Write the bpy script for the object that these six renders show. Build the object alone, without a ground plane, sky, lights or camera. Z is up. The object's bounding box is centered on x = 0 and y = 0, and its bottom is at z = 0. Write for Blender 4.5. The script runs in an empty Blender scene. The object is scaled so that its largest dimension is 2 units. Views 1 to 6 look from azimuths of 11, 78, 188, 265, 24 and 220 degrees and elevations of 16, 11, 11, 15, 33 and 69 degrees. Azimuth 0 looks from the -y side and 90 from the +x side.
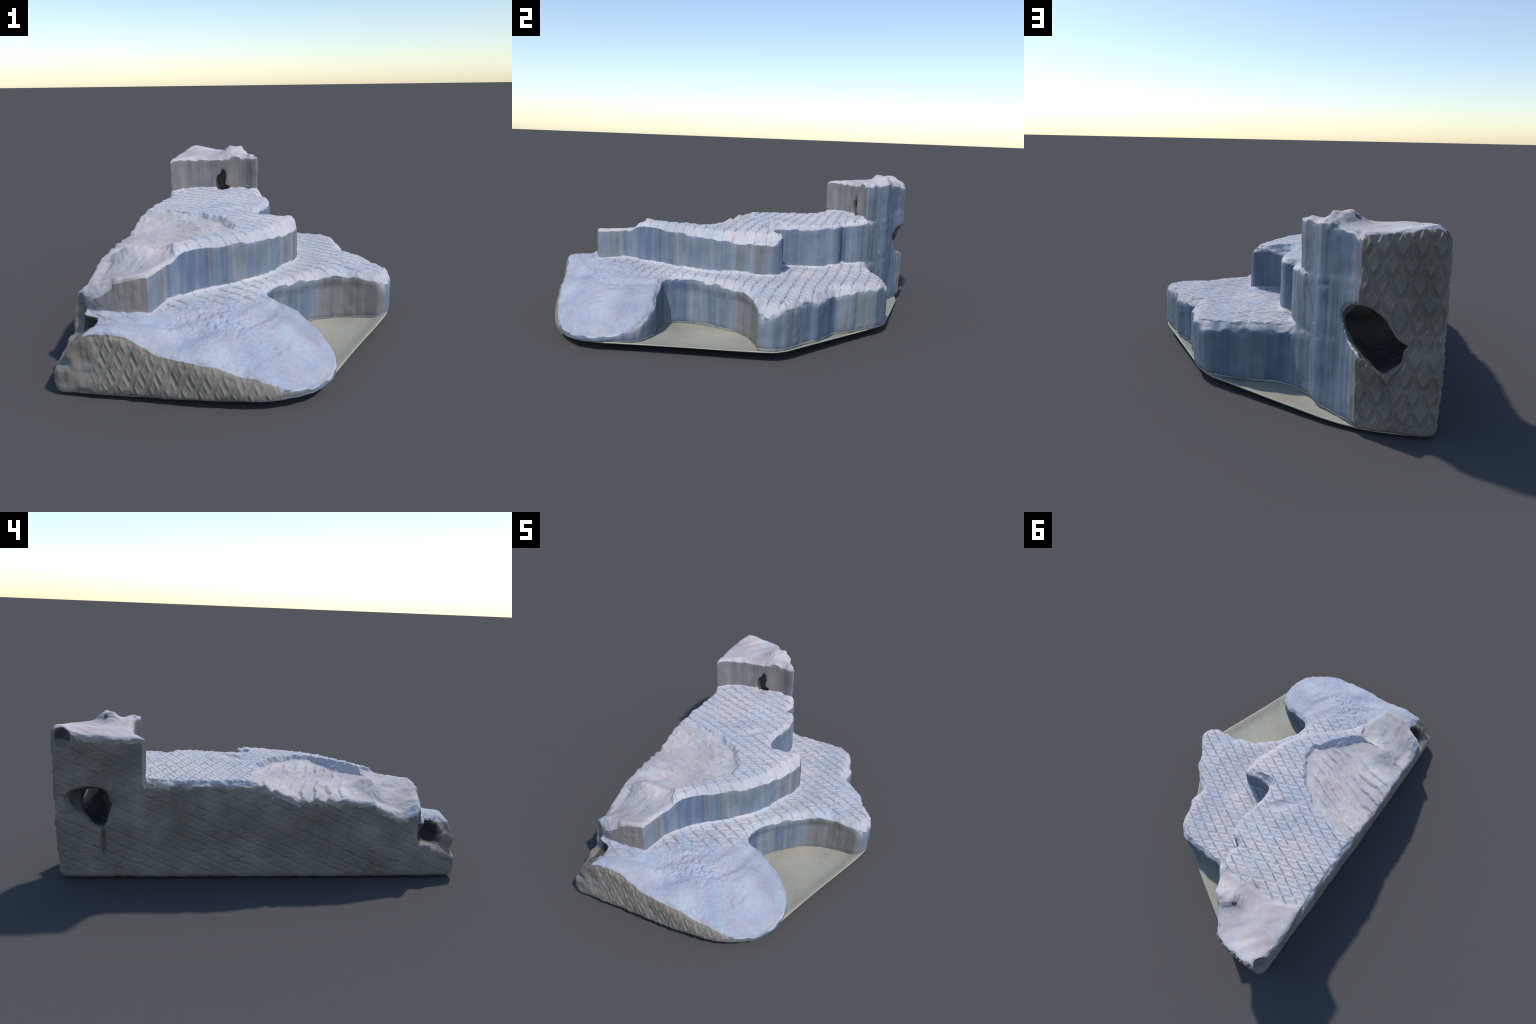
# A carved block of stepped plaster-like rock on a thin cream board.
# The rock is described as an implicit solid: three cut layers (lower, middle, top block), each a plan
# outline times a height surface, minus a tunnel, a bite, a slot and a chipped corner.  The solid is
# polygonised with surface nets, refined once, and the relief (stamped diamonds, ripples, flutes,
# crumbs) is displaced into the vertices.
import bpy, math
import numpy as np
from mathutils import Vector

H = 0.005                                    # grid step
X = np.arange(-0.72, 0.735, H, dtype=np.float32)
Y = np.arange(-1.06, 1.065, H, dtype=np.float32)
Z = np.arange(-0.03, 0.83, H, dtype=np.float32)
GX, GY = np.meshgrid(X, Y, indexing="ij")


# ---------------------------------------------------------------- helpers
def hash3(i, j, k, seed):
    n = (i.astype(np.int64) * 374761393 + j.astype(np.int64) * 668265263 + k.astype(np.int64) * 2147483647 + seed * 974634777)
    n = (n ^ (n >> 13)) * 1274126177 & 0x7FFFFFFF
    n = (n ^ (n >> 16)) * 1103515245 & 0x7FFFFFFF
    return ((n ^ (n >> 15)) & 0xFFFF).astype(np.float32) / 32767.5 - 1.0


def noise3(x, y, z, freq, seed):
    """smooth value noise in -1..1"""
    p = [np.asarray(a, dtype=np.float32) * f for a, f in zip((x, y, z), freq if hasattr(freq, "__len__") else (freq,) * 3)]
    c = [np.floor(a) for a in p]
    t = [a - b for a, b in zip(p, c)]
    t = [a * a * a * (a * (a * 6 - 15) + 10) for a in t]
    c = [a.astype(np.int64) for a in c]
    out = 0
    for dx in (0, 1):
        wx = t[0] if dx else 1 - t[0]
        for dy in (0, 1):
            wy = t[1] if dy else 1 - t[1]
            for dz in (0, 1):
                wz = t[2] if dz else 1 - t[2]
                out = out + wx * wy * wz * hash3(c[0] + dx, c[1] + dy, c[2] + dz, seed)
    return out


def noise2(x, y, freq, seed):
    return noise3(x, y, np.zeros_like(x), freq, seed)


def sstep(a, b, v):
    t = np.clip((v - a) / (b - a), 0, 1)
    return t * t * (3 - 2 * t)


def smin(a, b, k):
    h = np.clip(0.5 + 0.5 * (b - a) / k, 0, 1)
    return b * (1 - h) + a * h - k * h * (1 - h)


def smax(a, b, k):
    return -smin(-a, -b, k)


def rounded(points, rounds=2, sharp=()):
    """Chaikin corner cutting of a closed outline; corners listed in sharp are kept"""
    pts = [(np.array(p, float), i in sharp) for i, p in enumerate(points)]
    for _ in range(rounds):
        new = []
        n = len(pts)
        for i in range(n):
            (p, s), (q, u) = pts[i], pts[(i + 1) % n]
            if s:
                new.append((p, True))
            else:
                new.append((0.75 * p + 0.25 * q, False))
            if not u:
                new.append((0.25 * p + 0.75 * q, False))
        pts = new
    return np.array([p for p, _ in pts])


def outline_distance(poly, px, py):
    """signed distance to a closed outline, negative inside"""
    best = np.full(px.shape, 1e9, np.float32)
    inside = np.zeros(px.shape, bool)
    for a, b in zip(poly, np.roll(poly, -1, 0)):
        e = b - a
        wx, wy = px - a[0], py - a[1]
        t = np.clip((wx * e[0] + wy * e[1]) / max(e @ e, 1e-12), 0, 1)
        best = np.minimum(best, (wx - e[0] * t) ** 2 + (wy - e[1] * t) ** 2)
        if a[1] != b[1]:
            cross = (a[1] > py) != (b[1] > py)
            inside ^= cross & (px < (b[0] - a[0]) * (py - a[1]) / (b[1] - a[1]) + a[0])
    d = np.sqrt(best)
    return np.where(inside, -d, d).astype(np.float32)


def surface_through(points, smooth=0.0005):
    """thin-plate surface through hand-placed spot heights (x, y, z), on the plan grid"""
    p = np.array(points, float)
    n = len(p)

    def kern(r2):
        return np.where(r2 > 1e-12, 0.5 * r2 * np.log(np.maximum(r2, 1e-12)), 0.0)
    K = kern(((p[:, None, :2] - p[None, :, :2]) ** 2).sum(-1)) + smooth * np.eye(n)
    P = np.c_[np.ones(n), p[:, :2]]
    A = np.block([[K, P], [P.T, np.zeros((3, 3))]])
    w = np.linalg.solve(A, np.r_[p[:, 2], 0, 0, 0])
    out = w[n] + w[n + 1] * GX + w[n + 2] * GY
    for (a, b, _), c in zip(p, w):
        out = out + c * kern((GX - a) ** 2 + (GY - b) ** 2)
    return out.astype(np.float32)


def slope(h):
    gx, gy = np.gradient(h, H)
    return 1 / np.sqrt(1 + np.minimum(gx * gx + gy * gy, 9))


# ---------------------------------------------------------------- plan outlines (metres)
def left_x(y):
    return -0.617 - 0.018 * y


TOWER_SIDE = [(-0.120, 0.655), (-0.150, 0.705), (-0.182, 0.752), (-0.215, 0.815), (-0.252, 0.842), (-0.290, 0.868),
              (-0.308, 0.905), (-0.335, 0.945), (-0.352, 0.985)]
BACK = [(-0.46, 0.997), (-0.56, 0.998), (-0.638, 0.993), (-0.652, 0.955), (-0.648, 0.75), (-0.640, 0.60), (left_x(.50), 0.50)]

LOWER = [(left_x(-.95) - .004, -0.968), (-0.572, -0.992), (-0.45, -0.985), (-0.30, -0.990), (-0.07, -0.998), (0.10, -0.994), (0.26, -0.970),
         (0.375, -0.912), (0.440, -0.825), (0.454, -0.70), (0.420, -0.585), (0.32, -0.500), (0.20, -0.492),
         (0.125, -0.470), (0.135, -0.375), (0.21, -0.262), (0.32, -0.160), (0.42, -0.115), (0.54, -0.100),
         (0.640, -0.085), (0.662, -0.035), (0.640, 0.030), (0.610, 0.085), (0.548, 0.125), (0.530, 0.205),
         (0.455, 0.255), (0.390, 0.335), (0.412, 0.405), (0.372, 0.450), (0.350, 0.535), (0.318, 0.600),
         (0.255, 0.640), (0.175, 0.648), (0.10, 0.640), (0.01, 0.636), (-0.075, 0.645), (-0.135, 0.700)] \
    + TOWER_SIDE[2:] + BACK

MIDDLE = [(left_x(-.74), -0.755), (-0.570, -0.800), (-0.49, -0.822), (-0.42, -0.828), (-0.34, -0.820), (-0.268, -0.810),
          (-0.245, -0.70), (-0.19, -0.555), (-0.100, -0.472), (0.012, -0.376), (0.105, -0.242), (0.160, -0.112),
          (0.196, 0.035), (0.174, 0.116), (0.085, 0.092), (-0.004, 0.078), (-0.026, 0.140), (-0.010, 0.270),
          (0.004, 0.350), (-0.014, 0.468), (-0.115, 0.492), (-0.070, 0.540), (-0.090, 0.610), (-0.110, 0.665)] \
    + TOWER_SIDE[1:] + BACK

TOWER = [(-0.626, 0.560), (-0.56, 0.606), (-0.50, 0.630), (-0.41, 0.645), (-0.34, 0.648), (-0.27, 0.660), (-0.20, 0.660), (-0.116, 0.636)] \
    + TOWER_SIDE + BACK[:-2]

BOARD = [(left_x(-.95) + .012, -0.945), (-0.54, -0.968), (-0.05, -0.975), (0.22, -0.942), (0.340, -0.888), (0.418, -0.800), (0.446, -0.690),
         (0.515, -0.460), (0.645, -0.070), (0.650, 0.010), (0.590, 0.110), (0.448, 0.345), (0.318, 0.565), (0.252, 0.642),
         (0.165, 0.688), (-0.055, 0.812), (-0.335, 0.965), (-0.59, 0.968), (-.600, 0.935)]

d_low = outline_distance(rounded(LOWER), GX, GY)
d_mid = outline_distance(rounded(MIDDLE, 2, sharp=(5,)), GX, GY)
d_tow = outline_distance(rounded(TOWER, 2, sharp=(0,)), GX, GY)
d_board = outline_distance(rounded(BOARD, 2), GX, GY)

# vertical flutes left by the cutting wire: noise in plan only, none on the stamped outer skins
skin2 = np.maximum.reduce([sstep(0.05, 0.02, GX - left_x(GY)), sstep(-0.90, -0.94, GY) * sstep(0.33, 0.25, GX), sstep(0.955, 0.975, GY)])
flute = 0.0060 * noise2(GX, GY, 15, 3) + 0.0030 * noise2(GX, GY, 33, 5) * (.5 + .5 * noise2(GX, GY, 6, 6)) + 0.0006 * noise2(GX, GY, 80, 7)
flute *= 1 - skin2
cove = sstep(0.16, 0.06, np.hypot((GX - .35) / 1.4, GY + .30))
d_low = d_low + flute * (1 - .7 * cove)
d_mid = d_mid + flute * (1 - .5 * sstep(-.6, -.75, GY))
d_tow = d_tow + flute * (1 - .6 * sstep(.70, .66, GY))

# ---------------------------------------------------------------- height surfaces
ground = 0.042 * np.clip((GX + 0.60) / 1.25, 0, 1)        # board edge lifts towards the right
floor_z = ground + .008 - (.32 * ground + .002) * sstep(0, .07, -d_board)      # the board is dished

h_low = surface_through([
    (-.60, -.80, .276), (-.50, -.90, .274), (-.42, -.93, .274), (-.35, -.85, .276), (-.30, -.975, .266), (-.30, -.90, .272),
    (-.24, -.985, .222), (-.22, -.90, .246), (-.13, -.985, .188), (-.10, -.88, .226), (0, -.985, .174), (.11, -.965, .148), (.10, -.80, .226), (.20, -.955, .128), (.25, -.94, .116),
    (.33, -.89, .100), (.41, -.80, .088), (.435, -.70, .096), (.405, -.60, .132), (.36, -.55, .168), (.31, -.515, .198), (.26, -.505, .228), (.21, -.50, .255), (.14, -.46, .276),
    (.30, -.70, .192), (.30, -.80, .162), (.20, -.80, .200), (.20, -.65, .236), (.05, -.65, .258), (-.10, -.70, .268), (-.20, -.75, .274), (0, -.50, .276), (.10, -.36, .282), (0, -.9, .215),
    (.20, -.20, .282), (.35, -.10, .279), (.50, -.05, .272), (.60, -.04, .262), (.62, .02, .260), (.50, .12, .270), (.40, .30, .274),
    (.30, .10, .279), (.20, .30, .281), (.05, .20, .284), (.05, .50, .282), (.20, .55, .275), (.30, .56, .272), (-.05, .60, .282),
    (-.30, -.30, .285), (-.3, .3, .285)])
h_low -= .006 * sstep(-.75, -.5, GY)
# chipped bevel at the right corner and the worn rim of the cove
h_low -= 0.045 * sstep(0.075, 0.0, np.hypot(GX - .650, GY + .095)) 
h_low += 0.004 * noise2(GX, GY, 9, 21) * sstep(-.02, -.08, d_low)
rim_noise = noise2(GX, GY, 26, 22)
h_low -= (0.004 + 0.012 * rim_noise) * sstep(-0.035, 0.0, d_low) * sstep(-.45, -.3, GY)
# drop of small chips on the right and back rim
for cx, cy, r, dp in [(.40, .33, .06, .02), (.11, .655, .05, .015), (.22, .64, .04, .012), (.45, -.10, .07, .012)]:
    h_low -= dp * sstep(r, 0, np.hypot(GX - cx, GY - cy))

h_mid = surface_through([
    (-.62, .57, .512), (-.40, .60, .516), (-.12, .63, .518), (-.61, .45, .490), (-.60, .37, .492), (-.61, .21, .494), (-.61, .04, .494), (-.40, .40, .500),
    (-.20, .45, .508), (-.03, .44, .505), (0, .27, .500), (-.15, .15, .500), (-.4, .15, .494), (0, .10, .500), (.15, .03, .486),
    (.10, -.12, .488), (0, -.25, .494), (-.10, -.38, .495), (-.20, -.48, .494), (-.27, -.55, .488), (-.26, -.70, .455), (-.27, -.80, .450), (-.40, -.82, .415),
    (-.49, -.81, .393), (-.57, -.78, .365), (-.60, -.40, .48), (-.45, -.65, .46)])
h_mid += .002 + .002 * sstep(.0, .2, GY) - .003 * sstep(.45, .55, GY)
# bevelled rim along the curved front wall, widening towards the prow
along = sstep(-.60, -.05, GY) * sstep(.10, .06, GY) * sstep(-.25, -.05, GX)
h_mid -= along * 0.042 * sstep(-0.045, -0.004, d_mid) * (1 + .25 * noise2(GX, GY, 18, 31))
h_mid -= (1 - along) * (.008 + .008 * noise2(GX, GY, 24, 32)) * sstep(-.03, 0, d_mid) * sstep(-.65, -.45, GY)
h_mid -= (.006 + .010 * noise2(GX, GY, 17, 33)) * sstep(.04, 0, GX - left_x(GY))

# scoop one: the large rippled hollow falling to the left wall
SCOOP = [(-.05, -.255), (-.115, -.135), (-.18, -.06), (-.30, .015), (-.385, .045), (-.51, .070), (-.66, .060), (-.72, -.20), (-.72, -.62),
         (-.53, -.60), (-.42, -.555), (-.30, -.525), (-.245, -.500), (-.175, -.375)]
s1 = outline_distance(rounded(SCOOP), GX, GY)
s1 = s1 + 0.014 * noise2(GX, GY, 14, 41) * sstep(-.1, .1, GX + .5) + .006 * noise2(GX, GY, 45, 42)
floor1 = surface_through([(-.08, -.25, .478), (-.15, -.15, .470), (-.30, 0, .478), (-.40, .03, .484), (-.52, .05, .486), (-.61, .02, .488), (-.61, -.03, .462),
                          (-.615, -.10, .440), (-.61, -.16, .418), (-.61, -.28, .416), (-.61, -.38, .413), (-.61, -.48, .398), (-.605, -.54, .386), (-.45, -.10, .452),
                          (-.30, -.15, .452), (-.20, -.30, .452), (-.25, -.42, .440), (-.40, -.30, .432), (-.45, -.45, .425), (-.35, -.48, .438), (-.43, -.54, .480), (-.50, -.53, .445)])
floor1 -= .001
ripple_dir = (0.33 * GX + 0.944 * GY)
rp = (ripple_dir + .030 * noise2(GX, GY, 5, 43) + .009 * noise2(GX, GY, 17, 47)) / 0.058
saw = rp % 1.0
ripple = np.where(saw < .7, sstep(0, .7, saw), sstep(1, .7, saw))
floor1 += (0.0115 + .0075 * noise2(GX, GY, 9, 46)) * (ripple - .5) * sstep(0, -.06, s1) * sstep(-.46, -.38, GY)
# scoop two: the scraped hollow in the prow behind the front wall
SCOOP2 = [(-.225, -.615), (-.255, -.72), (-.262, -.83), (-.45, -.86), (-.70, -.86), (-.72, -.57), (-.53, -.555), (-.43, -.565), (-.335, -.535), (-.265, -.53)]
s2 = outline_distance(rounded(SCOOP2), GX, GY) + 0.007 * noise2(GX, GY, 24, 44)
floor2 = surface_through([(-.24, -.62, .452), (-.25, -.72, .449), (-.265, -.80, .447), (-.40, -.82, .418), (-.49, -.815, .393), (-.57, -.78, .350), (-.60, -.75, .300),
                          (-.605, -.66, .330), (-.605, -.60, .355), (-.605, -.55, .378), (-.52, -.57, .395), (-.44, -.565, .462), (-.33, -.55, .462), (-.35, -.68, .412), (-.45, -.70, .385),
                          (-.52, -.68, .355), (-.43, -.62, .402)])
floor2 += .002 + 0.004 * noise2(GX, GY, (30, 9, 1), 45)
intact = h_mid
h_mid = smin(h_mid, floor1 + 1.15 * np.maximum(s1, 0), 0.012)
h_mid = smin(h_mid, floor2 + 1.8 * np.maximum(s2, 0), 0.008)
scoop_mask = np.maximum(sstep(.012, -.012, s1), sstep(.01, -.01, s2))
# long pale scar across the top
sx, sy = GX + .139, GY - .157
sa = math.radians(155)
su, sv = sx * math.cos(sa + 1.2) + sy * math.sin(sa + 1.2), -sx * math.sin(sa + 1.2) + sy * math.cos(sa + 1.2)
scar = np.exp(-(su / .075) ** 2 - (sv / .030) ** 2)
h_mid -= .010 * scar
h_mid += .005 * np.exp(-((su - .02) / .05) ** 2 - ((sv - .045) / .012) ** 2)

h_tow = surface_through([(-.61, .59, .706), (-.45, .65, .708), (-.33, .655, .718), (-.20, .65, .722), (-.13, .66, .722), (-.27, .70, .716), (-.35, .72, .708), (-.50, .75, .714), (-.62, .75, .712),
                         (-.64, .93, .728), (-.56, .98, .738), (-.62, .95, .750), (-.45, .98, .712), (-.36, .96, .704), (-.40, .85, .712), (-.34, .88, .710), (-.18, .73, .718), (-.5, .9, .722)])
h_tow += .005 + .006 * sstep(.85, .95, GY) * sstep(-.60, -.50, GX) - .006 * sstep(-.50, -.62, GX)
# the broken knob
kx, ky = GX + .285, GY - .782
ka = math.radians(28)
ku, kv = kx * math.cos(ka) + ky * math.sin(ka), -kx * math.sin(ka) + ky * math.cos(ka)
h_tow += 0.050 * np.exp(-np.abs(ku / .075) ** 2.6 - np.abs(kv / .048) ** 2.2) * (1 + .25 * noise2(GX, GY, 32, 51))
h_tow += 0.003 * noise2(GX * .6 + GY * .8, GX * .8 - GY * .6, (5, 30, 1), 52)
h_tow -= 0.012 * sstep(-.03, 0, d_tow) * (0.4 + noise2(GX, GY, 20, 53)) * sstep(.60, .66, GY)

# ---------------------------------------------------------------- implicit solid
zz = Z[None, None, :]


# the rear end leans out: its back and left skins recede towards the foot
lean = np.maximum(sstep(.90, .97, GY) * sstep(-.30, -.40, GX) * .028, sstep(.45, .70, GY) * sstep(-.56, -.60, GX) * .026)


# the cove is undercut below its rim
under = .016 * sstep(.34, .22, np.hypot(GX - .36, (GY + .30) * 1.1)) * sstep(-.10, -.02, d_low)


def layer(d, h, bevel):
    side = d[:, :, None] + lean[:, :, None] * (.74 - zz) + under[:, :, None] * sstep(.25, .18, zz)
    top = (zz - h[:, :, None]) * slope(h)[:, :, None]
    return smax(side, top, bevel)


# skins bulge a little; tower leans back slightly on its left foot
f_low = layer(d_low, h_low, .046)
f_mid = layer(d_mid, h_mid, .026)
f_tow = layer(d_tow, h_tow, .030)
F = smin(f_low, f_mid, .022)
F = smin(F, f_tow, .014)
low_wins = (f_low <= np.minimum(f_mid, f_tow))
del f_low, f_mid, f_tow
# rounded bottom edge on the outer skins
F = smax(F, (np.maximum(floor_z - .006, .0)[:, :, None] - zz), .040)


def carve(cut, k=.012, sl=None):
    global F
    if sl is None:
        F = smax(F, -cut, k)
    else:
        F[sl] = smax(F[sl], -cut, k)


def block(x0, x1, y0, y1, z0, z1):
    ix = slice(*np.searchsorted(X, (x0, x1)))
    iy = slice(*np.searchsorted(Y, (y0, y1)))
    iz = slice(*np.searchsorted(Z, (z0, z1)))
    gx, gy, gz = np.meshgrid(X[ix], Y[iy], Z[iz], indexing="ij")
    return (ix, iy, iz), gx, gy, gz


def ellipsoid(gx, gy, gz, c, r):
    q = np.sqrt(((gx - c[0]) / r[0]) ** 2 + ((gy - c[1]) / r[1]) ** 2 + ((gz - c[2]) / r[2]) ** 2)
    return (q - 1) * min(r)


# tunnel: a slanted mouth in the back face, an oval mouth in the left face
sl, gx, gy, gz = block(-.72, -.20, .62, 1.06, .08, .56)
wob = .010 * noise3(gx, gy, gz, 14, 61)
BACK_MOUTH = [(-.285, .445), (-.340, .478), (-.390, .466), (-.432, .438), (-.463, .385), (-.490, .328), (-.482, .270), (-.434, .225), (-.395, .262), (-.363, .297), (-.318, .328), (-.290, .375)]
LEFT_MOUTH = [(.870, .415), (.835, .445), (.780, .450), (.742, .432), (.738, .340), (.755, .280), (.780, .262), (.815, .285), (.845, .335)]
b2 = outline_distance(rounded([(a - .008, c - .012) for a, c in BACK_MOUTH], 1), gx[:, 0, :], gz[:, 0, :])[:, None, :]
l2 = outline_distance(rounded(LEFT_MOUTH, 1), gy[0], gz[0])[None, :, :]
cut = smax(b2 + 0 * gx, .80 - gy + 1.1 * np.maximum(gz - .36, 0), .03)
cut = smin(cut, smax(l2 + 0 * gx, gx + .42, .03), .03)
cut = smin(cut, ellipsoid(gx, gy, gz, (-.47, .85, .320), (.12, .125, .085)), .03)
# sunken surround of the left mouth and the cracks running down from both mouths
cut = smin(cut, ellipsoid(gx, gy, gz, (-.645, .825, .385), (.060, .120, .085)) + .5 * wob, .02)
cut = smin(cut, ellipsoid(gx, gy, gz, (-.645, .765, .215), (.028, .010, .085)), .01)
cut = smin(cut, ellipsoid(gx, gy, gz, (-.445, 1.00, .180), (.011, .030, .060)), .012)
cut = smin(cut, ellipsoid(gx, gy, gz, (-.475, 1.012, .155), (.030, .030, .090)), .02)
carve(cut + .35 * wob, .014, sl)

# tower: slot in the front foot, chipped back corner, waist dents
sl, gx, gy, gz = block(-.72, -.05, .50, .80, .46, .72)
cut = ellipsoid(gx, gy, gz, (-.348, .655, .555), (.028, .055, .055))
cut = smin(cut, ellipsoid(gx, gy, gz, (-.330, .655, .600), (.017, .045, .035)), .01)
cut = smin(cut, ellipsoid(gx, gy, gz, (-.325, .655, .528), (.035, .045, .016)), .008)
cut = smin(cut, ellipsoid(gx, gy, gz, (-.185, .650, .530), (.022, .022, .014)), .008)
carve(cut, .010, sl)
sl, gx, gy, gz = block(-.72, -.50, .80, 1.06, .58, .83)
cut = ellipsoid(gx, gy, gz, (-.652, .948, .700), (.055, .044, .052))
cut = smin(cut, ellipsoid(gx, gy, gz, (-.625, .958, .765), (.036, .026, .055)), .012)
carve(cut + .006 * noise3(gx, gy, gz, 30, 62), .008, sl)

# bite at the front left foot: open to the left, undercut, slit rising beside the prow
sl, gx, gy, gz = block(-.72, -.40, -1.06, -.66, .08, .46)
cut = ellipsoid(gx, gy, gz, (-.520, -.862, .220), (.085, .056, .050))
floor_bite = .172 + .55 * np.minimum(gy + .86, 0) + .25 * np.maximum(gx + .60, 0)
shelf = smax(smax(gx + .545 + .25 * (gz - .2), floor_bite - gz, .03), gy + .790, .02)
cut = smin(cut, shelf, .025)
cut = smin(cut, ellipsoid(gx, gy, gz, (-.585, -.800, .290), (.050, .024, .095)), .012)
# the corner in front of the bite is sliced off obliquely
chop = -((-.62) * (gx + .425) + .78 * (gz - .282)) + .5 * np.maximum(gy + .86, 0) * 4
cut = smin(cut, chop, .02)
carve(cut + .006 * noise3(gx, gy, gz, 22, 63), .018, sl)

# waist of the outer skins: seams between the stacked boards
seam = np.exp(-((zz - .335) / .012) ** 2) * sstep(.90, .97, GY)[:, :, None] * .006
F = F + seam

# light overall lumpiness
F += (0.0016 * noise2(GX, GY, 31, 71))[:, :, None]


# ---------------------------------------------------------------- surface nets
def surface_nets(F):
    inside = F < 0
    nx, ny, nz = F.shape
    cnt = np.zeros((nx - 1, ny - 1, nz - 1), np.uint8)
    for a in (0, 1):
        for b in (0, 1):
            for c in (0, 1):
                cnt += inside[a:nx - 1 + a, b:ny - 1 + b, c:nz - 1 + c]
    cell = np.argwhere((cnt > 0) & (cnt < 8))
    ids = np.full(cnt.shape, -1, np.int32)
    ids[tuple(cell.T)] = np.arange(len(cell))
    corner = {(a, b, c): F[cell[:, 0] + a, cell[:, 1] + b, cell[:, 2] + c] for a in (0, 1) for b in (0, 1) for c in (0, 1)}
    acc = np.zeros((len(cell), 3))
    num = np.zeros(len(cell))
    for p in corner:
        for ax in range(3):
            if p[ax]:
                continue
            q = list(p)
            q[ax] = 1
            fa, fb = corner[p], corner[tuple(q)]
            m = (fa < 0) != (fb < 0)
            t = np.where(m, fa / np.where(m, fa - fb, 1), 0)
            for k in range(3):
                acc[:, k] += m * (p[k] + (t if k == ax else 0))
            num += m
    verts = (cell + acc / num[:, None]) * H + np.array([X[0], Y[0], Z[0]])
    quads = []
    for ax in range(3):
        u, v = (ax + 1) % 3, (ax + 2) % 3
        lo = [slice(1, -1)] * 3
        hi = [slice(1, -1)] * 3
        lo[ax], hi[ax] = slice(0, -1), slice(1, None)
        A, B = inside[tuple(lo)], inside[tuple(hi)]
        for sgn, m in ((1, A & ~B), (-1, ~A & B)):
            e = np.argwhere(m)
            off = np.ones(3, int)
            off[ax] = 0
            e = e + off
            du, dv = np.eye(3, dtype=int)[u], np.eye(3, dtype=int)[v]
            ring = [e - du - dv, e - dv, e, e - du]
            q = np.stack([ids[tuple(r.T)] for r in ring], 1)
            quads.append(q if sgn > 0 else q[:, ::-1])
    q = np.concatenate(quads)
    return verts, q[(q >= 0).all(1)]


def edges_of(q):
    e = np.sort(np.concatenate([q[:, [i, (i + 1) % 4]] for i in range(4)]), 1)
    key = e[:, 0].astype(np.int64) * (q.max() + 1) + e[:, 1]
    uk, first, inv = np.unique(key, return_index=True, return_inverse=True)
    return e[first], inv.reshape(4, -1).T


def smooth(v, e, amount, times):
    deg = np.bincount(e.ravel(), minlength=len(v))[:, None]
    for _ in range(times):
        s = np.zeros_like(v)
        for k in range(3):
            s[:, k] = np.bincount(e[:, 0], v[e[:, 1], k], len(v)) + np.bincount(e[:, 1], v[e[:, 0], k], len(v))
        v = v + amount * (s / deg - v)
    return v


def refine(v, q):
    e, inv = edges_of(q)
    n, m = len(v), len(e)
    em = v[e].mean(1)
    fm = v[q].mean(1)
    nv = np.concatenate([v, em, fm])
    f = n + m + np.arange(len(q))
    nq = np.concatenate([np.stack([q[:, i], n + inv[:, i], f, n + inv[:, i - 1]], 1) for i in range(4)])
    return nv, nq


def normals(v, q):
    fn = np.cross(v[q[:, 2]] - v[q[:, 0]], v[q[:, 3]] - v[q[:, 1]])
    out = np.zeros_like(v)
    for k in range(3):
        for i in range(4):
            out[:, k] += np.bincount(q[:, i], fn[:, k], len(v))
    return out / np.maximum(np.linalg.norm(out, axis=1, keepdims=True), 1e-12)


V, Q = surface_nets(F)
del F
V = smooth(V, edges_of(Q)[0], .35, 2)
V, Q = refine(V, Q)
E2 = edges_of(Q)[0]
V = smooth(V, E2, .4, 1)
N = normals(V, Q)
Ns = smooth(N, E2, .5, 12)
Ns /= np.linalg.norm(Ns, axis=1, keepdims=True)


def plan(field):
    """sample a plan-grid field at the vertices"""
    fx = np.clip((V[:, 0] - X[0]) / H, 0, len(X) - 1.001)
    fy = np.clip((V[:, 1] - Y[0]) / H, 0, len(Y) - 1.001)
    i, j = fx.astype(int), fy.astype(int)
    a, b = fx - i, fy - j
    return (field[i, j] * (1 - a) * (1 - b) + field[i + 1, j] * a * (1 - b) + field[i, j + 1] * (1 - a) * b + field[i + 1, j + 1] * a * b)


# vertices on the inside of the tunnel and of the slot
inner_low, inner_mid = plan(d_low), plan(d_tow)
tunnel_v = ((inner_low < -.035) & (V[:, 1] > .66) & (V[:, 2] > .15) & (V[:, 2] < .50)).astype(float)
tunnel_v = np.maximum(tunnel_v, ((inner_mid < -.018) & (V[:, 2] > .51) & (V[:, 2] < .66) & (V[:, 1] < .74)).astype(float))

# ---------------------------------------------------------------- stamped diamonds
PITCH, LONG = 0.061, 0.130                    # short and long diagonal of the stamped lattice


def diamonds(u, v, strong=1.0, weak=1.0, w=.16):
    """u along the long diagonal, v along the short one; two groove families and a dimpled lozenge"""
    a = u / LONG + v / PITCH
    b = u / LONG - v / PITCH
    ga = np.abs((a % 1) - .5) * 2              # 1 on grooves
    gb = np.abs((b % 1) - .5) * 2
    dash = sstep(.02, .30, 1 - gb) * .75 + .25          # the cut fades where the other family crosses
    groove = np.maximum(strong * dash * sstep(1 - w * 1.2, 1, ga), weak * sstep(1 - w * 1.4, 1, gb))
    ca, cb = 1 - ga, 1 - gb                    # 1 in the middle of the lozenge
    r = np.maximum(ga, gb)
    ring = np.exp(-((r - .55) / .16) ** 2)
    return groove, ring


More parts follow.
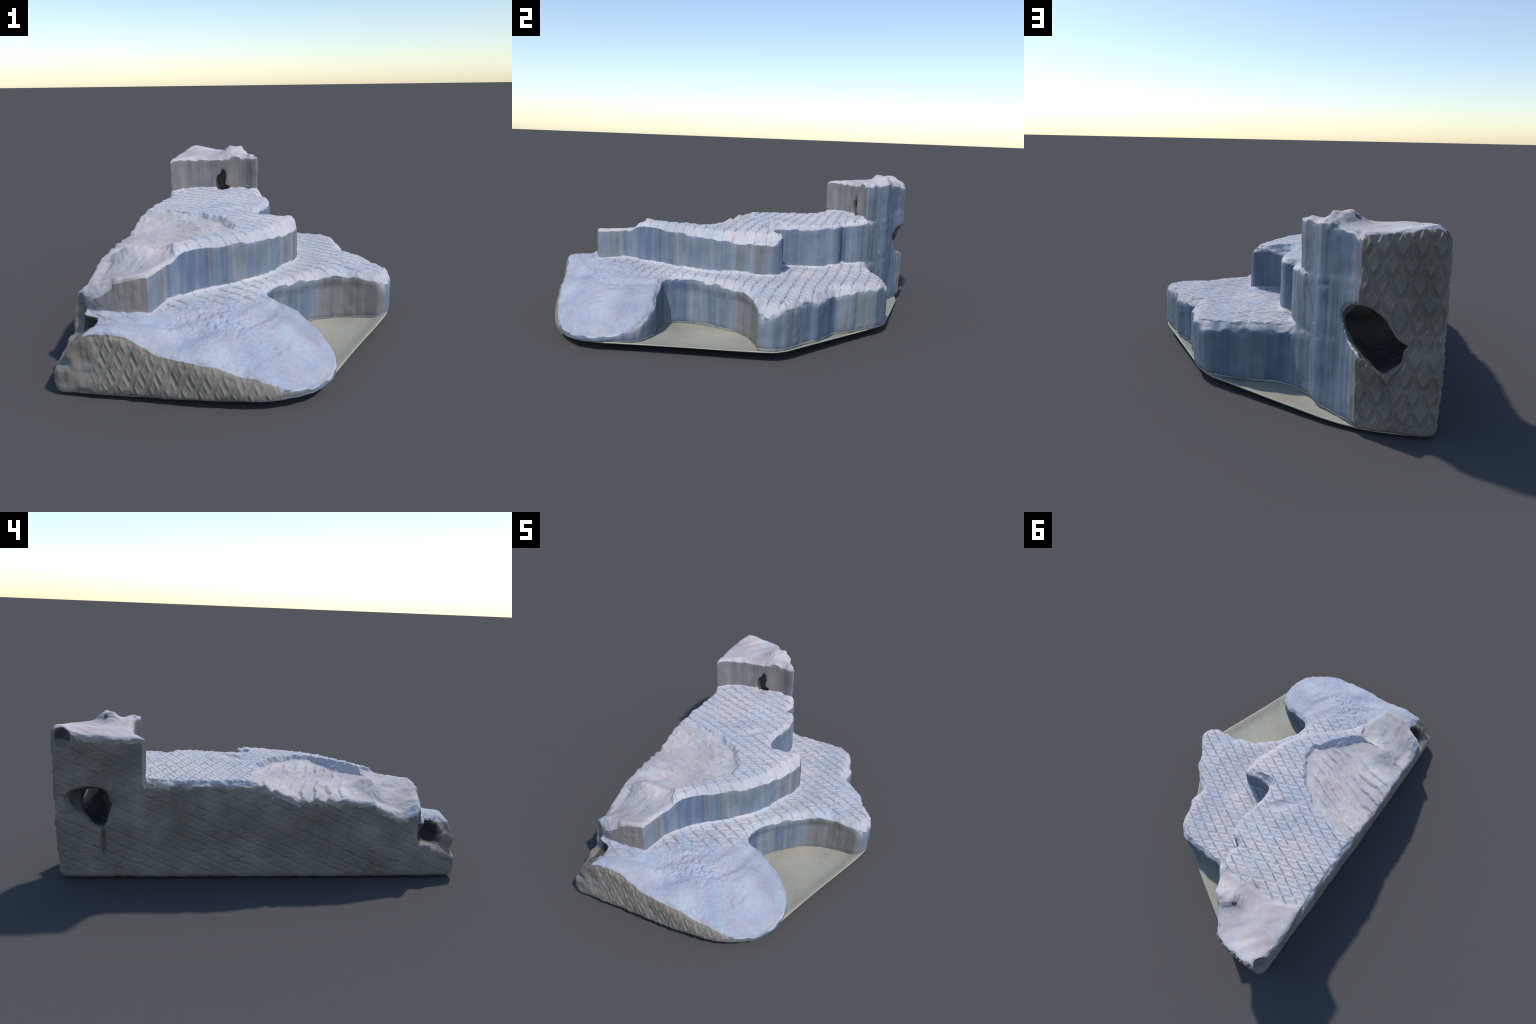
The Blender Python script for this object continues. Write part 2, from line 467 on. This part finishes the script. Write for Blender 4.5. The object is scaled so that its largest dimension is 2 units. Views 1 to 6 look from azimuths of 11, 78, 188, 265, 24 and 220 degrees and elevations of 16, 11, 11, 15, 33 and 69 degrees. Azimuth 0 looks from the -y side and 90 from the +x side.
x, y, z = V.T
warp1 = .006 * noise3(x, y, z, 7, 81) + .003 * noise3(x, y, z, 19, 82)
sway1 = .005 * np.sin(7.0 * x + 11.0 * y) + .003 * np.sin(23.0 * y - 9.0 * x)       # slow sway of the stamped rows
sway2 = .004 * np.sin(9.0 * y - 6.0 * x + 1.0) + .0025 * np.sin(19.0 * x + 4.0 * y)
warp2 = .006 * noise3(x, y, z, 7, 83) + .003 * noise3(x, y, z, 19, 84)
sm = plan(scoop_mask.astype(np.float32))
on_tower = (z > .56)
is_mid = plan(d_mid) < .004
spur = sstep(-.02, .10, .55 * (x + .05) - .83 * (y + .62)) * (~is_mid)      # scraped smooth slope of the spur
scrape = sstep(-.10, .02, .55 * (x + .05) - .83 * (y + .62)) * (~is_mid)
scar_v = plan(scar.astype(np.float32))
top_w = sstep(.72, .90, Ns[:, 2]) * (z > .2) * (~on_tower) * np.where(is_mid & (z > .3), 1 - sm, 1 - spur)
top_w *= 1 - sstep(.25, .5, scar_v)
top_w *= .75 + .25 * sstep(-.5, .3, noise3(x, y, z, 10, 85)) 
left_w = sstep(.75, .92, -Ns[:, 0]) * sstep(.035, .015, x - left_x(y)) * sstep(.02, .05, z)
front_w = sstep(.70, .90, -Ns[:, 1]) * (y < -.90) * sstep(.02, .05, z) * sstep(-.47, -.38, x) * sstep(.30, .24, x)
back_w = sstep(.72, .92, Ns[:, 1]) * (y > .95) * sstep(.02, .05, z) * sstep(-.33, -.37, x)

# phases read off the target: groove through (-.16,.39) on top; lozenge centre at (-.315,.13) in front
g, r = diamonds(x + sway1 + .225, y + sway2 - .39, 1.0, .13, .15)
disp = top_w * (-.0125 * g * (.72 + .28 * noise3(x, y, z, 14, 87)) + .0030 * r + .002)
g, r = diamonds(-(y + 1.6 * warp1), z + 1.6 * warp2 - .1, 1.0, .25, .30)
disp += left_w * (-.0055 * g * (.55 + .45 * noise3(x, y, z, 9, 86)) + .0012 * r)
g, r = diamonds(z - .133 + .3 * warp1, x + .315 + .3 * warp2, 1, 1, .42)
disp += front_w * (-.0014 * g + .0028 * r)
g, r = diamonds(z - .621 + .5 * warp1, x + .484 + .5 * warp2, 1, 1, .42)
disp += back_w * (-.0075 * g + .0050 * r)

# scraped spur: streaks fanning along the slope, crumbs where the stamp was dragged away
fan = np.arctan2(x + .42, -(y + .42))
streak = noise3(fan * 9, np.hypot(x + .42, y + .42), 0 * x, (1, 3, 1), 91) * .4 + noise3(np.hypot(x + .42, y + .42) + .01 * noise3(x, y, z, 12, 90), fan, 0 * x, (21, 1.6, 1), 92)
up = sstep(.5, .8, Ns[:, 2]) * (z < .30) * (z > .05)
disp += spur * up * .0090 * streak
crumb = noise3(x, y, z, 62, 93) + .6 * noise3(x, y, z, 110, 94)
mid_spur = up * scrape * np.exp(-(((x + .02) / .20) ** 2 + ((y + .76) / .13) ** 2))
disp += mid_spur * .0055 * crumb
disp += top_w * .0016 * noise3(x, y, z, 55, 95)
# rims and the broken knob are crumbly; skins softly lumpy
rim = sstep(.95, .80, Ns[:, 2]) * sstep(.25, .5, Ns[:, 2])
disp += rim * (.0035 * noise3(x, y, z, 24, 96) + .0020 * noise3(x, y, z, 60, 97))
knob = sstep(.10, .05, np.hypot(x + .285, y - .77)) * (z > .70)
disp += knob * .0040 * noise3(x, y, z, 45, 98)
disp += (left_w + front_w + back_w) * (.0045 * noise3(x, y, z, 11, 99) + .0016 * noise3(x, y, z, 33, 106))
lump = sstep(.70, .90, -Ns[:, 1]) * (y < -.90) * sstep(-.33, -.42, x)
disp += lump * (.009 * noise3(x, y, z, 17, 107) + .003 * noise3(x, y, z, 40, 108))
disp += sm * (z > .3) * .0010 * noise3(x, y, z, 50, 100)
wall = sstep(.55, .25, np.abs(Ns[:, 2])) * (1 - np.clip(left_w + front_w + back_w, 0, 1))
disp += wall * (.0008 * noise3(x, y, z, (75, 75, 5), 101) + .0030 * noise3(x, y, z, 9, 102) + .0012 * noise3(x, y, z, 28, 105))
# hairline cracks on the tower's right flank, at the joints of the stacked boards
flank = wall * (y > .62) * (x > -.42)
for level, ph in ((.505, 0.), (.285, 2.)):
    disp -= flank * .0016 * sstep(-.1, .7, noise3(x, y, z, 14, 104)) * (1 + noise3(x, y, z, 55, 109)) * np.exp(-((z - level - .008 * np.sin(30 * y + ph) - .012 * noise3(x, y, z, 20, 103)) / .012) ** 2)
crack_line = (z - .50) + 3.1 * (y - .70) * (1 + .1 * np.sin(40 * y))
disp -= flank * .004 * np.exp(-(crack_line / .012) ** 2) * (z > .33) * (z < .50)
V = V + N * disp[:, None]

# stand exactly on z = 0, fill the 2 m frame
V[:, 2] -= V[:, 2].min()

# ---------------------------------------------------------------- split faces into regions
C = V[Q].mean(1)
Nf = Ns[Q].mean(1)


def fplan(field):
    i = np.clip(np.rint((C[:, 0] - X[0]) / H).astype(int), 0, len(X) - 1)
    j = np.clip(np.rint((C[:, 1] - Y[0]) / H).astype(int), 0, len(Y) - 1)
    return field[i, j]


in_mid = fplan(d_mid) < .010
in_tow = fplan(d_tow) < .010
part = np.zeros(len(Q), int)                         # 0 lower layer, 1 middle layer, 2 top block
part[in_mid & (C[:, 2] > .297)] = 1
part[in_tow & (C[:, 2] > .530)] = 2

# materials: 0 stamped top, 1 wire-cut wall, 2 scraped plaster, 3 stamped side skin, 4 bounce-tinted cut wall, 5 hollows painted dark as shade
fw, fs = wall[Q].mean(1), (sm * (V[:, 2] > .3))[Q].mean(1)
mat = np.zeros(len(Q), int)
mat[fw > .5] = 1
mat[(fs > .5) & in_mid & (Nf[:, 2] > .2)] = 2
mat[(part == 2) & (Nf[:, 2] > .5)] = 2
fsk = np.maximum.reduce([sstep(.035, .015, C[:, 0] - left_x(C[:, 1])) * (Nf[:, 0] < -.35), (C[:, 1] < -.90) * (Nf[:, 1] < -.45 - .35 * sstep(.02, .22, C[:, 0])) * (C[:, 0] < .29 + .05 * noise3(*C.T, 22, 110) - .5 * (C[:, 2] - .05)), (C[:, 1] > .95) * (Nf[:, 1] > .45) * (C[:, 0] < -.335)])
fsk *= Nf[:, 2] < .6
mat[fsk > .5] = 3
bite = (C[:, 0] < -.46) & (C[:, 1] < -.77) & (C[:, 2] < .40) & (mat != 2) & ((C[:, 2] < .268) | (C[:, 0] < -.56))
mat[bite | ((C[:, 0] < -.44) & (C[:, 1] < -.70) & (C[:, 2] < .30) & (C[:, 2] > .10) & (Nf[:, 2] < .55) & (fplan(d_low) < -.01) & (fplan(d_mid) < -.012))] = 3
# pale crumbled lip where the tops break off along the left skin
lip_top = np.maximum(h_low, np.where(d_mid < 0, h_mid, 0))
lip_top = np.maximum(lip_top, np.where(d_tow < 0, h_tow, 0))
k_in = np.clip(np.rint((C[:, 0] + .035 - X[0]) / H).astype(int), 0, len(X) - 1)
k_y = np.clip(np.rint((C[:, 1] - Y[0]) / H).astype(int), 0, len(Y) - 1)
below = lip_top[k_in, k_y] - C[:, 2]
mat[(mat == 3) & (C[:, 0] < left_x(C[:, 1]) + .04) & (Nf[:, 0] < -.3) & (below < .032 + .016 * noise3(*C.T, 30, 111) + .008 * noise3(*C.T, 90, 112))] = 6
mat[(mat == 1) & (Nf[:, 1] < -.80)] = 4
mat[(mat == 1) & (part == 2) & (C[:, 1] < .68) & (C[:, 0] < -.16)] = 4
chip = (part == 2) & (C[:, 0] < -.575) & (C[:, 1] > .885) & (C[:, 2] > .63) & ((Nf[:, 2] < .55) | ((C[:, 2] < .73) & (fplan(h_tow) - C[:, 2] > .02)))
mat[chip] = 3
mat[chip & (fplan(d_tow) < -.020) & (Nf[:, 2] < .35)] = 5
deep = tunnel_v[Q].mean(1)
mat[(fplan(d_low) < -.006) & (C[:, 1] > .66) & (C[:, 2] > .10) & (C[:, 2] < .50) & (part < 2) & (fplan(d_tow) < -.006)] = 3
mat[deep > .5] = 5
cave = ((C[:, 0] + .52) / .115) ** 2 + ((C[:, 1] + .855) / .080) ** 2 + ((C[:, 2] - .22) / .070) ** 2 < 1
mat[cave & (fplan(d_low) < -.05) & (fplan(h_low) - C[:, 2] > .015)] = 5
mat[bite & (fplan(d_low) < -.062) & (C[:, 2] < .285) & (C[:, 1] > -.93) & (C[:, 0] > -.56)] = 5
mat[(part == 2) & (np.hypot(C[:, 0] + .335, C[:, 2] - .57) < .085) & (C[:, 1] < .70) & (mat != 5)] = 4


# ---------------------------------------------------------------- materials
def ramp(nt, stops, fac):
    n = nt.nodes.new("ShaderNodeValToRGB")
    els = n.color_ramp.elements
    while len(els) < len(stops):
        els.new(.5)
    for e, (p, c) in zip(els, stops):
        e.position, e.color = p, (*c, 1)
    nt.links.new(fac, n.inputs["Fac"])
    return n.outputs["Color"]


def make(name, build, rough=.75, bump=.15, bump_scale=220):
    m = bpy.data.materials.new(name)
    m.use_nodes = True
    nt = m.node_tree
    b = nt.nodes["Principled BSDF"]
    b.inputs["Roughness"].default_value = rough
    b.inputs["Specular IOR Level"].default_value = .25
    tc = nt.nodes.new("ShaderNodeTexCoord").outputs["Object"]

    def noise(scale, detail=3, stretch=(1, 1, 1), rgh=.55):
        mp = nt.nodes.new("ShaderNodeMapping")
        mp.inputs["Scale"].default_value = stretch
        nt.links.new(tc, mp.inputs["Vector"])
        n = nt.nodes.new("ShaderNodeTexNoise")
        n.inputs["Scale"].default_value, n.inputs["Detail"].default_value, n.inputs["Roughness"].default_value = scale, detail, rgh
        nt.links.new(mp.outputs["Vector"], n.inputs["Vector"])
        return n.outputs["Fac"]

    def mix(a, c, fac, mode="MIX"):
        n = nt.nodes.new("ShaderNodeMix")
        n.data_type, n.blend_type = "RGBA", mode
        for key, val in ((6, a), (7, c)):
            if isinstance(val, tuple):
                n.inputs[key].default_value = (*val, 1)
            else:
                nt.links.new(val, n.inputs[key])
        if isinstance(fac, float):
            n.inputs[0].default_value = fac
        else:
            nt.links.new(fac, n.inputs[0])
        return n.outputs[2]

    col = build(nt, noise, mix)
    nt.links.new(col, b.inputs["Base Color"])
    bn = nt.nodes.new("ShaderNodeBump")
    bn.inputs["Strength"].default_value, bn.inputs["Distance"].default_value = bump, .004
    nt.links.new(noise(bump_scale, 4), bn.inputs["Height"])
    nt.links.new(bn.outputs["Normal"], b.inputs["Normal"])
    return m


def patchy(dark, mid, light, scale=5, detail=5):
    def build(nt, noise, mix):
        col = ramp(nt, [(.33, dark), (.5, mid), (.68, light)], noise(scale, detail))
        tint = ramp(nt, [(.40, (.97, 1.0, 1.03)), (.60, (1.04, .985, .97))], noise(scale * 2.2, 3))
        col = mix(col, tint, 1.0, "MULTIPLY")
        grain = ramp(nt, [(.35, (.93, .93, .94)), (.6, (1.03, 1.03, 1.03))], noise(90, 4))
        return mix(col, grain, 1.0, "MULTIPLY")
    return build


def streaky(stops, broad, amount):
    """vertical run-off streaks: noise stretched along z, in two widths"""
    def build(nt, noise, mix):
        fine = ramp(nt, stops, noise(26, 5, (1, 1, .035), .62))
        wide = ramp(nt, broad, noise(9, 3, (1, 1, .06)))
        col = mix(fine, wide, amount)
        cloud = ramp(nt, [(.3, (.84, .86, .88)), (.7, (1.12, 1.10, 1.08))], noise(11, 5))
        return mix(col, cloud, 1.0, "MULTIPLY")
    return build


def rim_blended(wall_build, top_build, lo, hi):
    """the pale top tone fades into the wall tone over the rounded rim: blend by the upward tilt of the surface, broken by noise"""
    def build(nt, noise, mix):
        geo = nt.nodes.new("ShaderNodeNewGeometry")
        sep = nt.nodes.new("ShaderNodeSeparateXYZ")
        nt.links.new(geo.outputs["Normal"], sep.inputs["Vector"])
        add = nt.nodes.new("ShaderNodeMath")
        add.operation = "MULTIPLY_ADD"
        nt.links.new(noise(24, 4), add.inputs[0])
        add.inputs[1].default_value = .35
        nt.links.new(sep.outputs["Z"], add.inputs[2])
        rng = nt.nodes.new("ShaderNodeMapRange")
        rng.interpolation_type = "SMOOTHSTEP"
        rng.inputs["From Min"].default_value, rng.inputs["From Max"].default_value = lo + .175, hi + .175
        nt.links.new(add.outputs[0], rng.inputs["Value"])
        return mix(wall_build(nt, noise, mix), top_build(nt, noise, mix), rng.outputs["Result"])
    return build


def scan_patched(build, centre, radius, colour):
    """a small dark patch around a point, copying a fault of the scan"""
    def out(nt, noise, mix):
        tc = nt.nodes.new("ShaderNodeTexCoord")
        dist = nt.nodes.new("ShaderNodeVectorMath")
        dist.operation = "DISTANCE"
        nt.links.new(tc.outputs["Object"], dist.inputs[0])
        dist.inputs[1].default_value = centre
        wob = nt.nodes.new("ShaderNodeMath")
        wob.operation = "MULTIPLY_ADD"
        nt.links.new(noise(38, 2), wob.inputs[0])
        wob.inputs[1].default_value = radius * 2.4
        nt.links.new(dist.outputs["Value"], wob.inputs[2])
        rng = nt.nodes.new("ShaderNodeMapRange")
        rng.inputs["From Min"].default_value, rng.inputs["From Max"].default_value = radius * 2.05, radius * 1.85
        nt.links.new(wob.outputs[0], rng.inputs["Value"])
        return mix(build(nt, noise, mix), colour, rng.outputs["Result"])
    return out


def marked(build):
    """dirt caught in the stamped cuts: the same lattice as the relief, written in shader maths"""
    def out(nt, noise, mix):
        def m(op, a, b=0.0, c=0.0):
            n = nt.nodes.new("ShaderNodeMath")
            n.operation = op
            for i, v in enumerate((a, b, c)):
                if isinstance(v, (int, float)):
                    n.inputs[i].default_value = v
                else:
                    nt.links.new(v, n.inputs[i])
            return n.outputs[0]

        def lin(kx, ky, k0=0.0):
            return m("MULTIPLY_ADD", px, kx, m("MULTIPLY_ADD", py, ky, k0))

        def tri(v):                                    # 1 on the cut, 0 midway
            return m("MULTIPLY", m("ABSOLUTE", m("SUBTRACT", m("FRACT", v), .5)), 2.0)

        def step(lo, hi, v):
            n = nt.nodes.new("ShaderNodeMapRange")
            n.interpolation_type = "SMOOTHSTEP"
            n.inputs["From Min"].default_value, n.inputs["From Max"].default_value = lo, hi
            nt.links.new(v, n.inputs["Value"])
            return n.outputs["Result"]
        tc = nt.nodes.new("ShaderNodeTexCoord")
        sp = nt.nodes.new("ShaderNodeSeparateXYZ")
        nt.links.new(tc.outputs["Object"], sp.inputs["Vector"])
        px, py, pz = sp.outputs
        u = m("ADD", m("ADD", m("MULTIPLY", m("SINE", lin(7.0, 11.0)), .005), m("MULTIPLY", m("SINE", lin(-9.0, 23.0)), .003)), m("ADD", px, 1.0 * .225 + 10 * LONG))
        v = m("ADD", m("ADD", m("MULTIPLY", m("SINE", lin(-6.0, 9.0, 1.0)), .004), m("MULTIPLY", m("SINE", lin(19.0, 4.0)), .0025)), m("ADD", py, -.39))
        a = m("ADD", m("DIVIDE", u, LONG), m("ADD", m("DIVIDE", v, PITCH), 40.0))
        b = m("ADD", m("DIVIDE", u, LONG), m("SUBTRACT", 40.0, m("DIVIDE", v, PITCH)))
        dash = m("MULTIPLY_ADD", step(.02, .30, m("SUBTRACT", 1.0, tri(b))), .8, .2)
        cut = m("MULTIPLY", step(.86, .98, tri(a)), dash)
        weak = m("MULTIPLY", step(.86, 1.0, tri(b)), .10)
        cut = m("MAXIMUM", cut, weak)
        smear = step(.08, -.12, lin(.55, -.83, .55 * .05 - .83 * .62))      # wiped off the scraped spur
        smear = m("MAXIMUM", smear, step(.36, .40, pz))
        cut = m("MULTIPLY", m("MULTIPLY", cut, smear), step(.34, .56, noise(16, 3)))
        base = mix(SPUR(nt, noise, mix), build(nt, noise, mix), smear)
        return mix(base, (.225, .200, .225), m("MULTIPLY", cut, .70))
    return out


SPUR = patchy((.310, .335, .405), (.370, .392, .460), (.440, .452, .505), 5)
TOP = patchy((.415, .430, .475), (.480, .485, .525), (.550, .540, .565))
SCRAPED = patchy((.410, .385, .385), (.490, .465, .462), (.560, .545, .550), 4)
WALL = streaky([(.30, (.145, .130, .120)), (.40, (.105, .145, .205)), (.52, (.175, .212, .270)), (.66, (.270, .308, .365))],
               [(.36, (.075, .125, .220)), (.50, (.165, .198, .252)), (.60, (.240, .270, .315)), (.70, (.200, .182, .158))], .58)  # streaks are real; the dark blue is sky-lit shade painted into the colour
SIDE = patchy((.175, .160, .134), (.225, .208, .178), (.285, .268, .235), 6)  # darker than the tops: part of the scan's baked shade kept in the colour
BOUNCE_CUT = streaky([(.30, (.160, .146, .126)), (.45, (.195, .188, .182)), (.65, (.275, .268, .272))],
                [(.40, (.175, .183, .196)), (.62, (.220, .200, .174))], .5)  # warm tone of bounced light painted into the front-facing cut walls
skin = make("stamped_plaster", marked(TOP))
wallm = make("wire_cut_plaster", rim_blended(WALL, TOP, .15, .55))
scraped = make("scraped_plaster", scan_patched(SCRAPED, (-.345, .800, .745), .022, (.085, .090, .110)))  # the dark patch on the knob repeats a hole-fill fault of the scan
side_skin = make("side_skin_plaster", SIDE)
bounce_cut = make("bounce_tinted_cut_plaster", rim_blended(BOUNCE_CUT, TOP, .15, .55))
lip_m = make("crumbled_lip_plaster", patchy((.330, .295, .250), (.400, .360, .315), (.470, .435, .395), 9))
hollow_shade_m = make("hollow_shade_plaster", patchy((.055, .053, .050), (.080, .076, .070), (.12, .115, .105), 7))  # shade inside tunnel, slot and cavities painted as near-black colour
board_m = make("cream_board", patchy((.310, .312, .250), (.365, .360, .290), (.420, .408, .335), 4, 4), .6, .05)


# ---------------------------------------------------------------- objects
def mesh_object(name, verts, faces, mats, index=None, nrm=None):
    me = bpy.data.meshes.new(name)
    me.vertices.add(len(verts))
    me.vertices.foreach_set("co", np.asarray(verts, np.float32).ravel())
    k = faces.shape[1]
    me.loops.add(faces.size)
    me.loops.foreach_set("vertex_index", faces.astype(np.int32).ravel())
    me.polygons.add(len(faces))
    me.polygons.foreach_set("loop_start", np.arange(0, faces.size, k, dtype=np.int32))
    me.update(calc_edges=True)
    for m in mats:
        me.materials.append(m)
    if index is not None:
        me.polygons.foreach_set("material_index", index.astype(np.int32))
    me.polygons.foreach_set("use_smooth", np.ones(len(faces), bool))
    me.validate()
    if nrm is not None:
        me.normals_split_custom_set_from_vertices(nrm.astype(np.float32))
    ob = bpy.data.objects.new(name, me)
    bpy.context.scene.collection.objects.link(ob)
    return ob


root = bpy.data.objects.new("carved_rock_model", None)
bpy.context.scene.collection.objects.link(root)
root["label"] = "stepped carved plaster rock with stamped diamonds on board"
root["category"] = "rock model"

VN = normals(V, Q)
for i, name in enumerate(("lower_terrace", "upper_terrace", "tower")):
    f = Q[part == i]
    used, inv = np.unique(f, return_inverse=True)
    ob = mesh_object(name, V[used], inv.reshape(-1, 4), [skin, wallm, scraped, side_skin, bounce_cut, hollow_shade_m, lip_m], mat[part == i], VN[used])
    ob.parent = root

# the thin cream board under it: dished, with a knife edge, tilted up to the right
outline = rounded(BOARD, 2)
n = len(outline)
ctr = outline.mean(0)


def board_top(p):
    i = np.clip((p[:, 0] - X[0]) / H, 0, len(X) - 1).astype(int)
    j = np.clip((p[:, 1] - Y[0]) / H, 0, len(Y) - 1).astype(int)
    return floor_z[i, j]


rings, low = [], []
for t in (1.0, .985, .96, .93, .90, .85, .75, .6, .4, .2):
    p = ctr + (outline - ctr) * t
    rings.append(np.c_[p, board_top(p) + .0006 * np.sin(40 * p[:, 0] + 31 * p[:, 1])])
for t, th in ((1.0, .004), (.985, .007), (.9, .009), (.6, .009), (.2, .009)):
    p = ctr + (outline - ctr) * t
    low.append(np.c_[p, np.maximum(board_top(p) - th, .001)])
bv = np.concatenate(rings[::-1] + low + [[[*ctr, rings[-1][:, 2].mean()]], [[*ctr, low[-1][:, 2].mean()]]])
loops = len(rings) + len(low)
bf = []
for a in range(loops - 1):
    for i in range(n):
        j = (i + 1) % n
        bf.append((a * n + i, a * n + j, (a + 1) * n + j, (a + 1) * n + i)[::-1])
tri = [(len(bv) - 2, i, (i + 1) % n) for i in range(n)]
me = bpy.data.meshes.new("base_board")
last = (loops - 1) * n
me.from_pydata([tuple(p) for p in bv], [], bf + tri + [(len(bv) - 1, last + (i + 1) % n, last + i) for i in range(n)])
me.materials.append(board_m)
me.polygons.foreach_set('use_smooth', np.ones(len(me.polygons), bool))
me.update()
board = bpy.data.objects.new("base_board", me)
bpy.context.scene.collection.objects.link(board)
board.parent = root
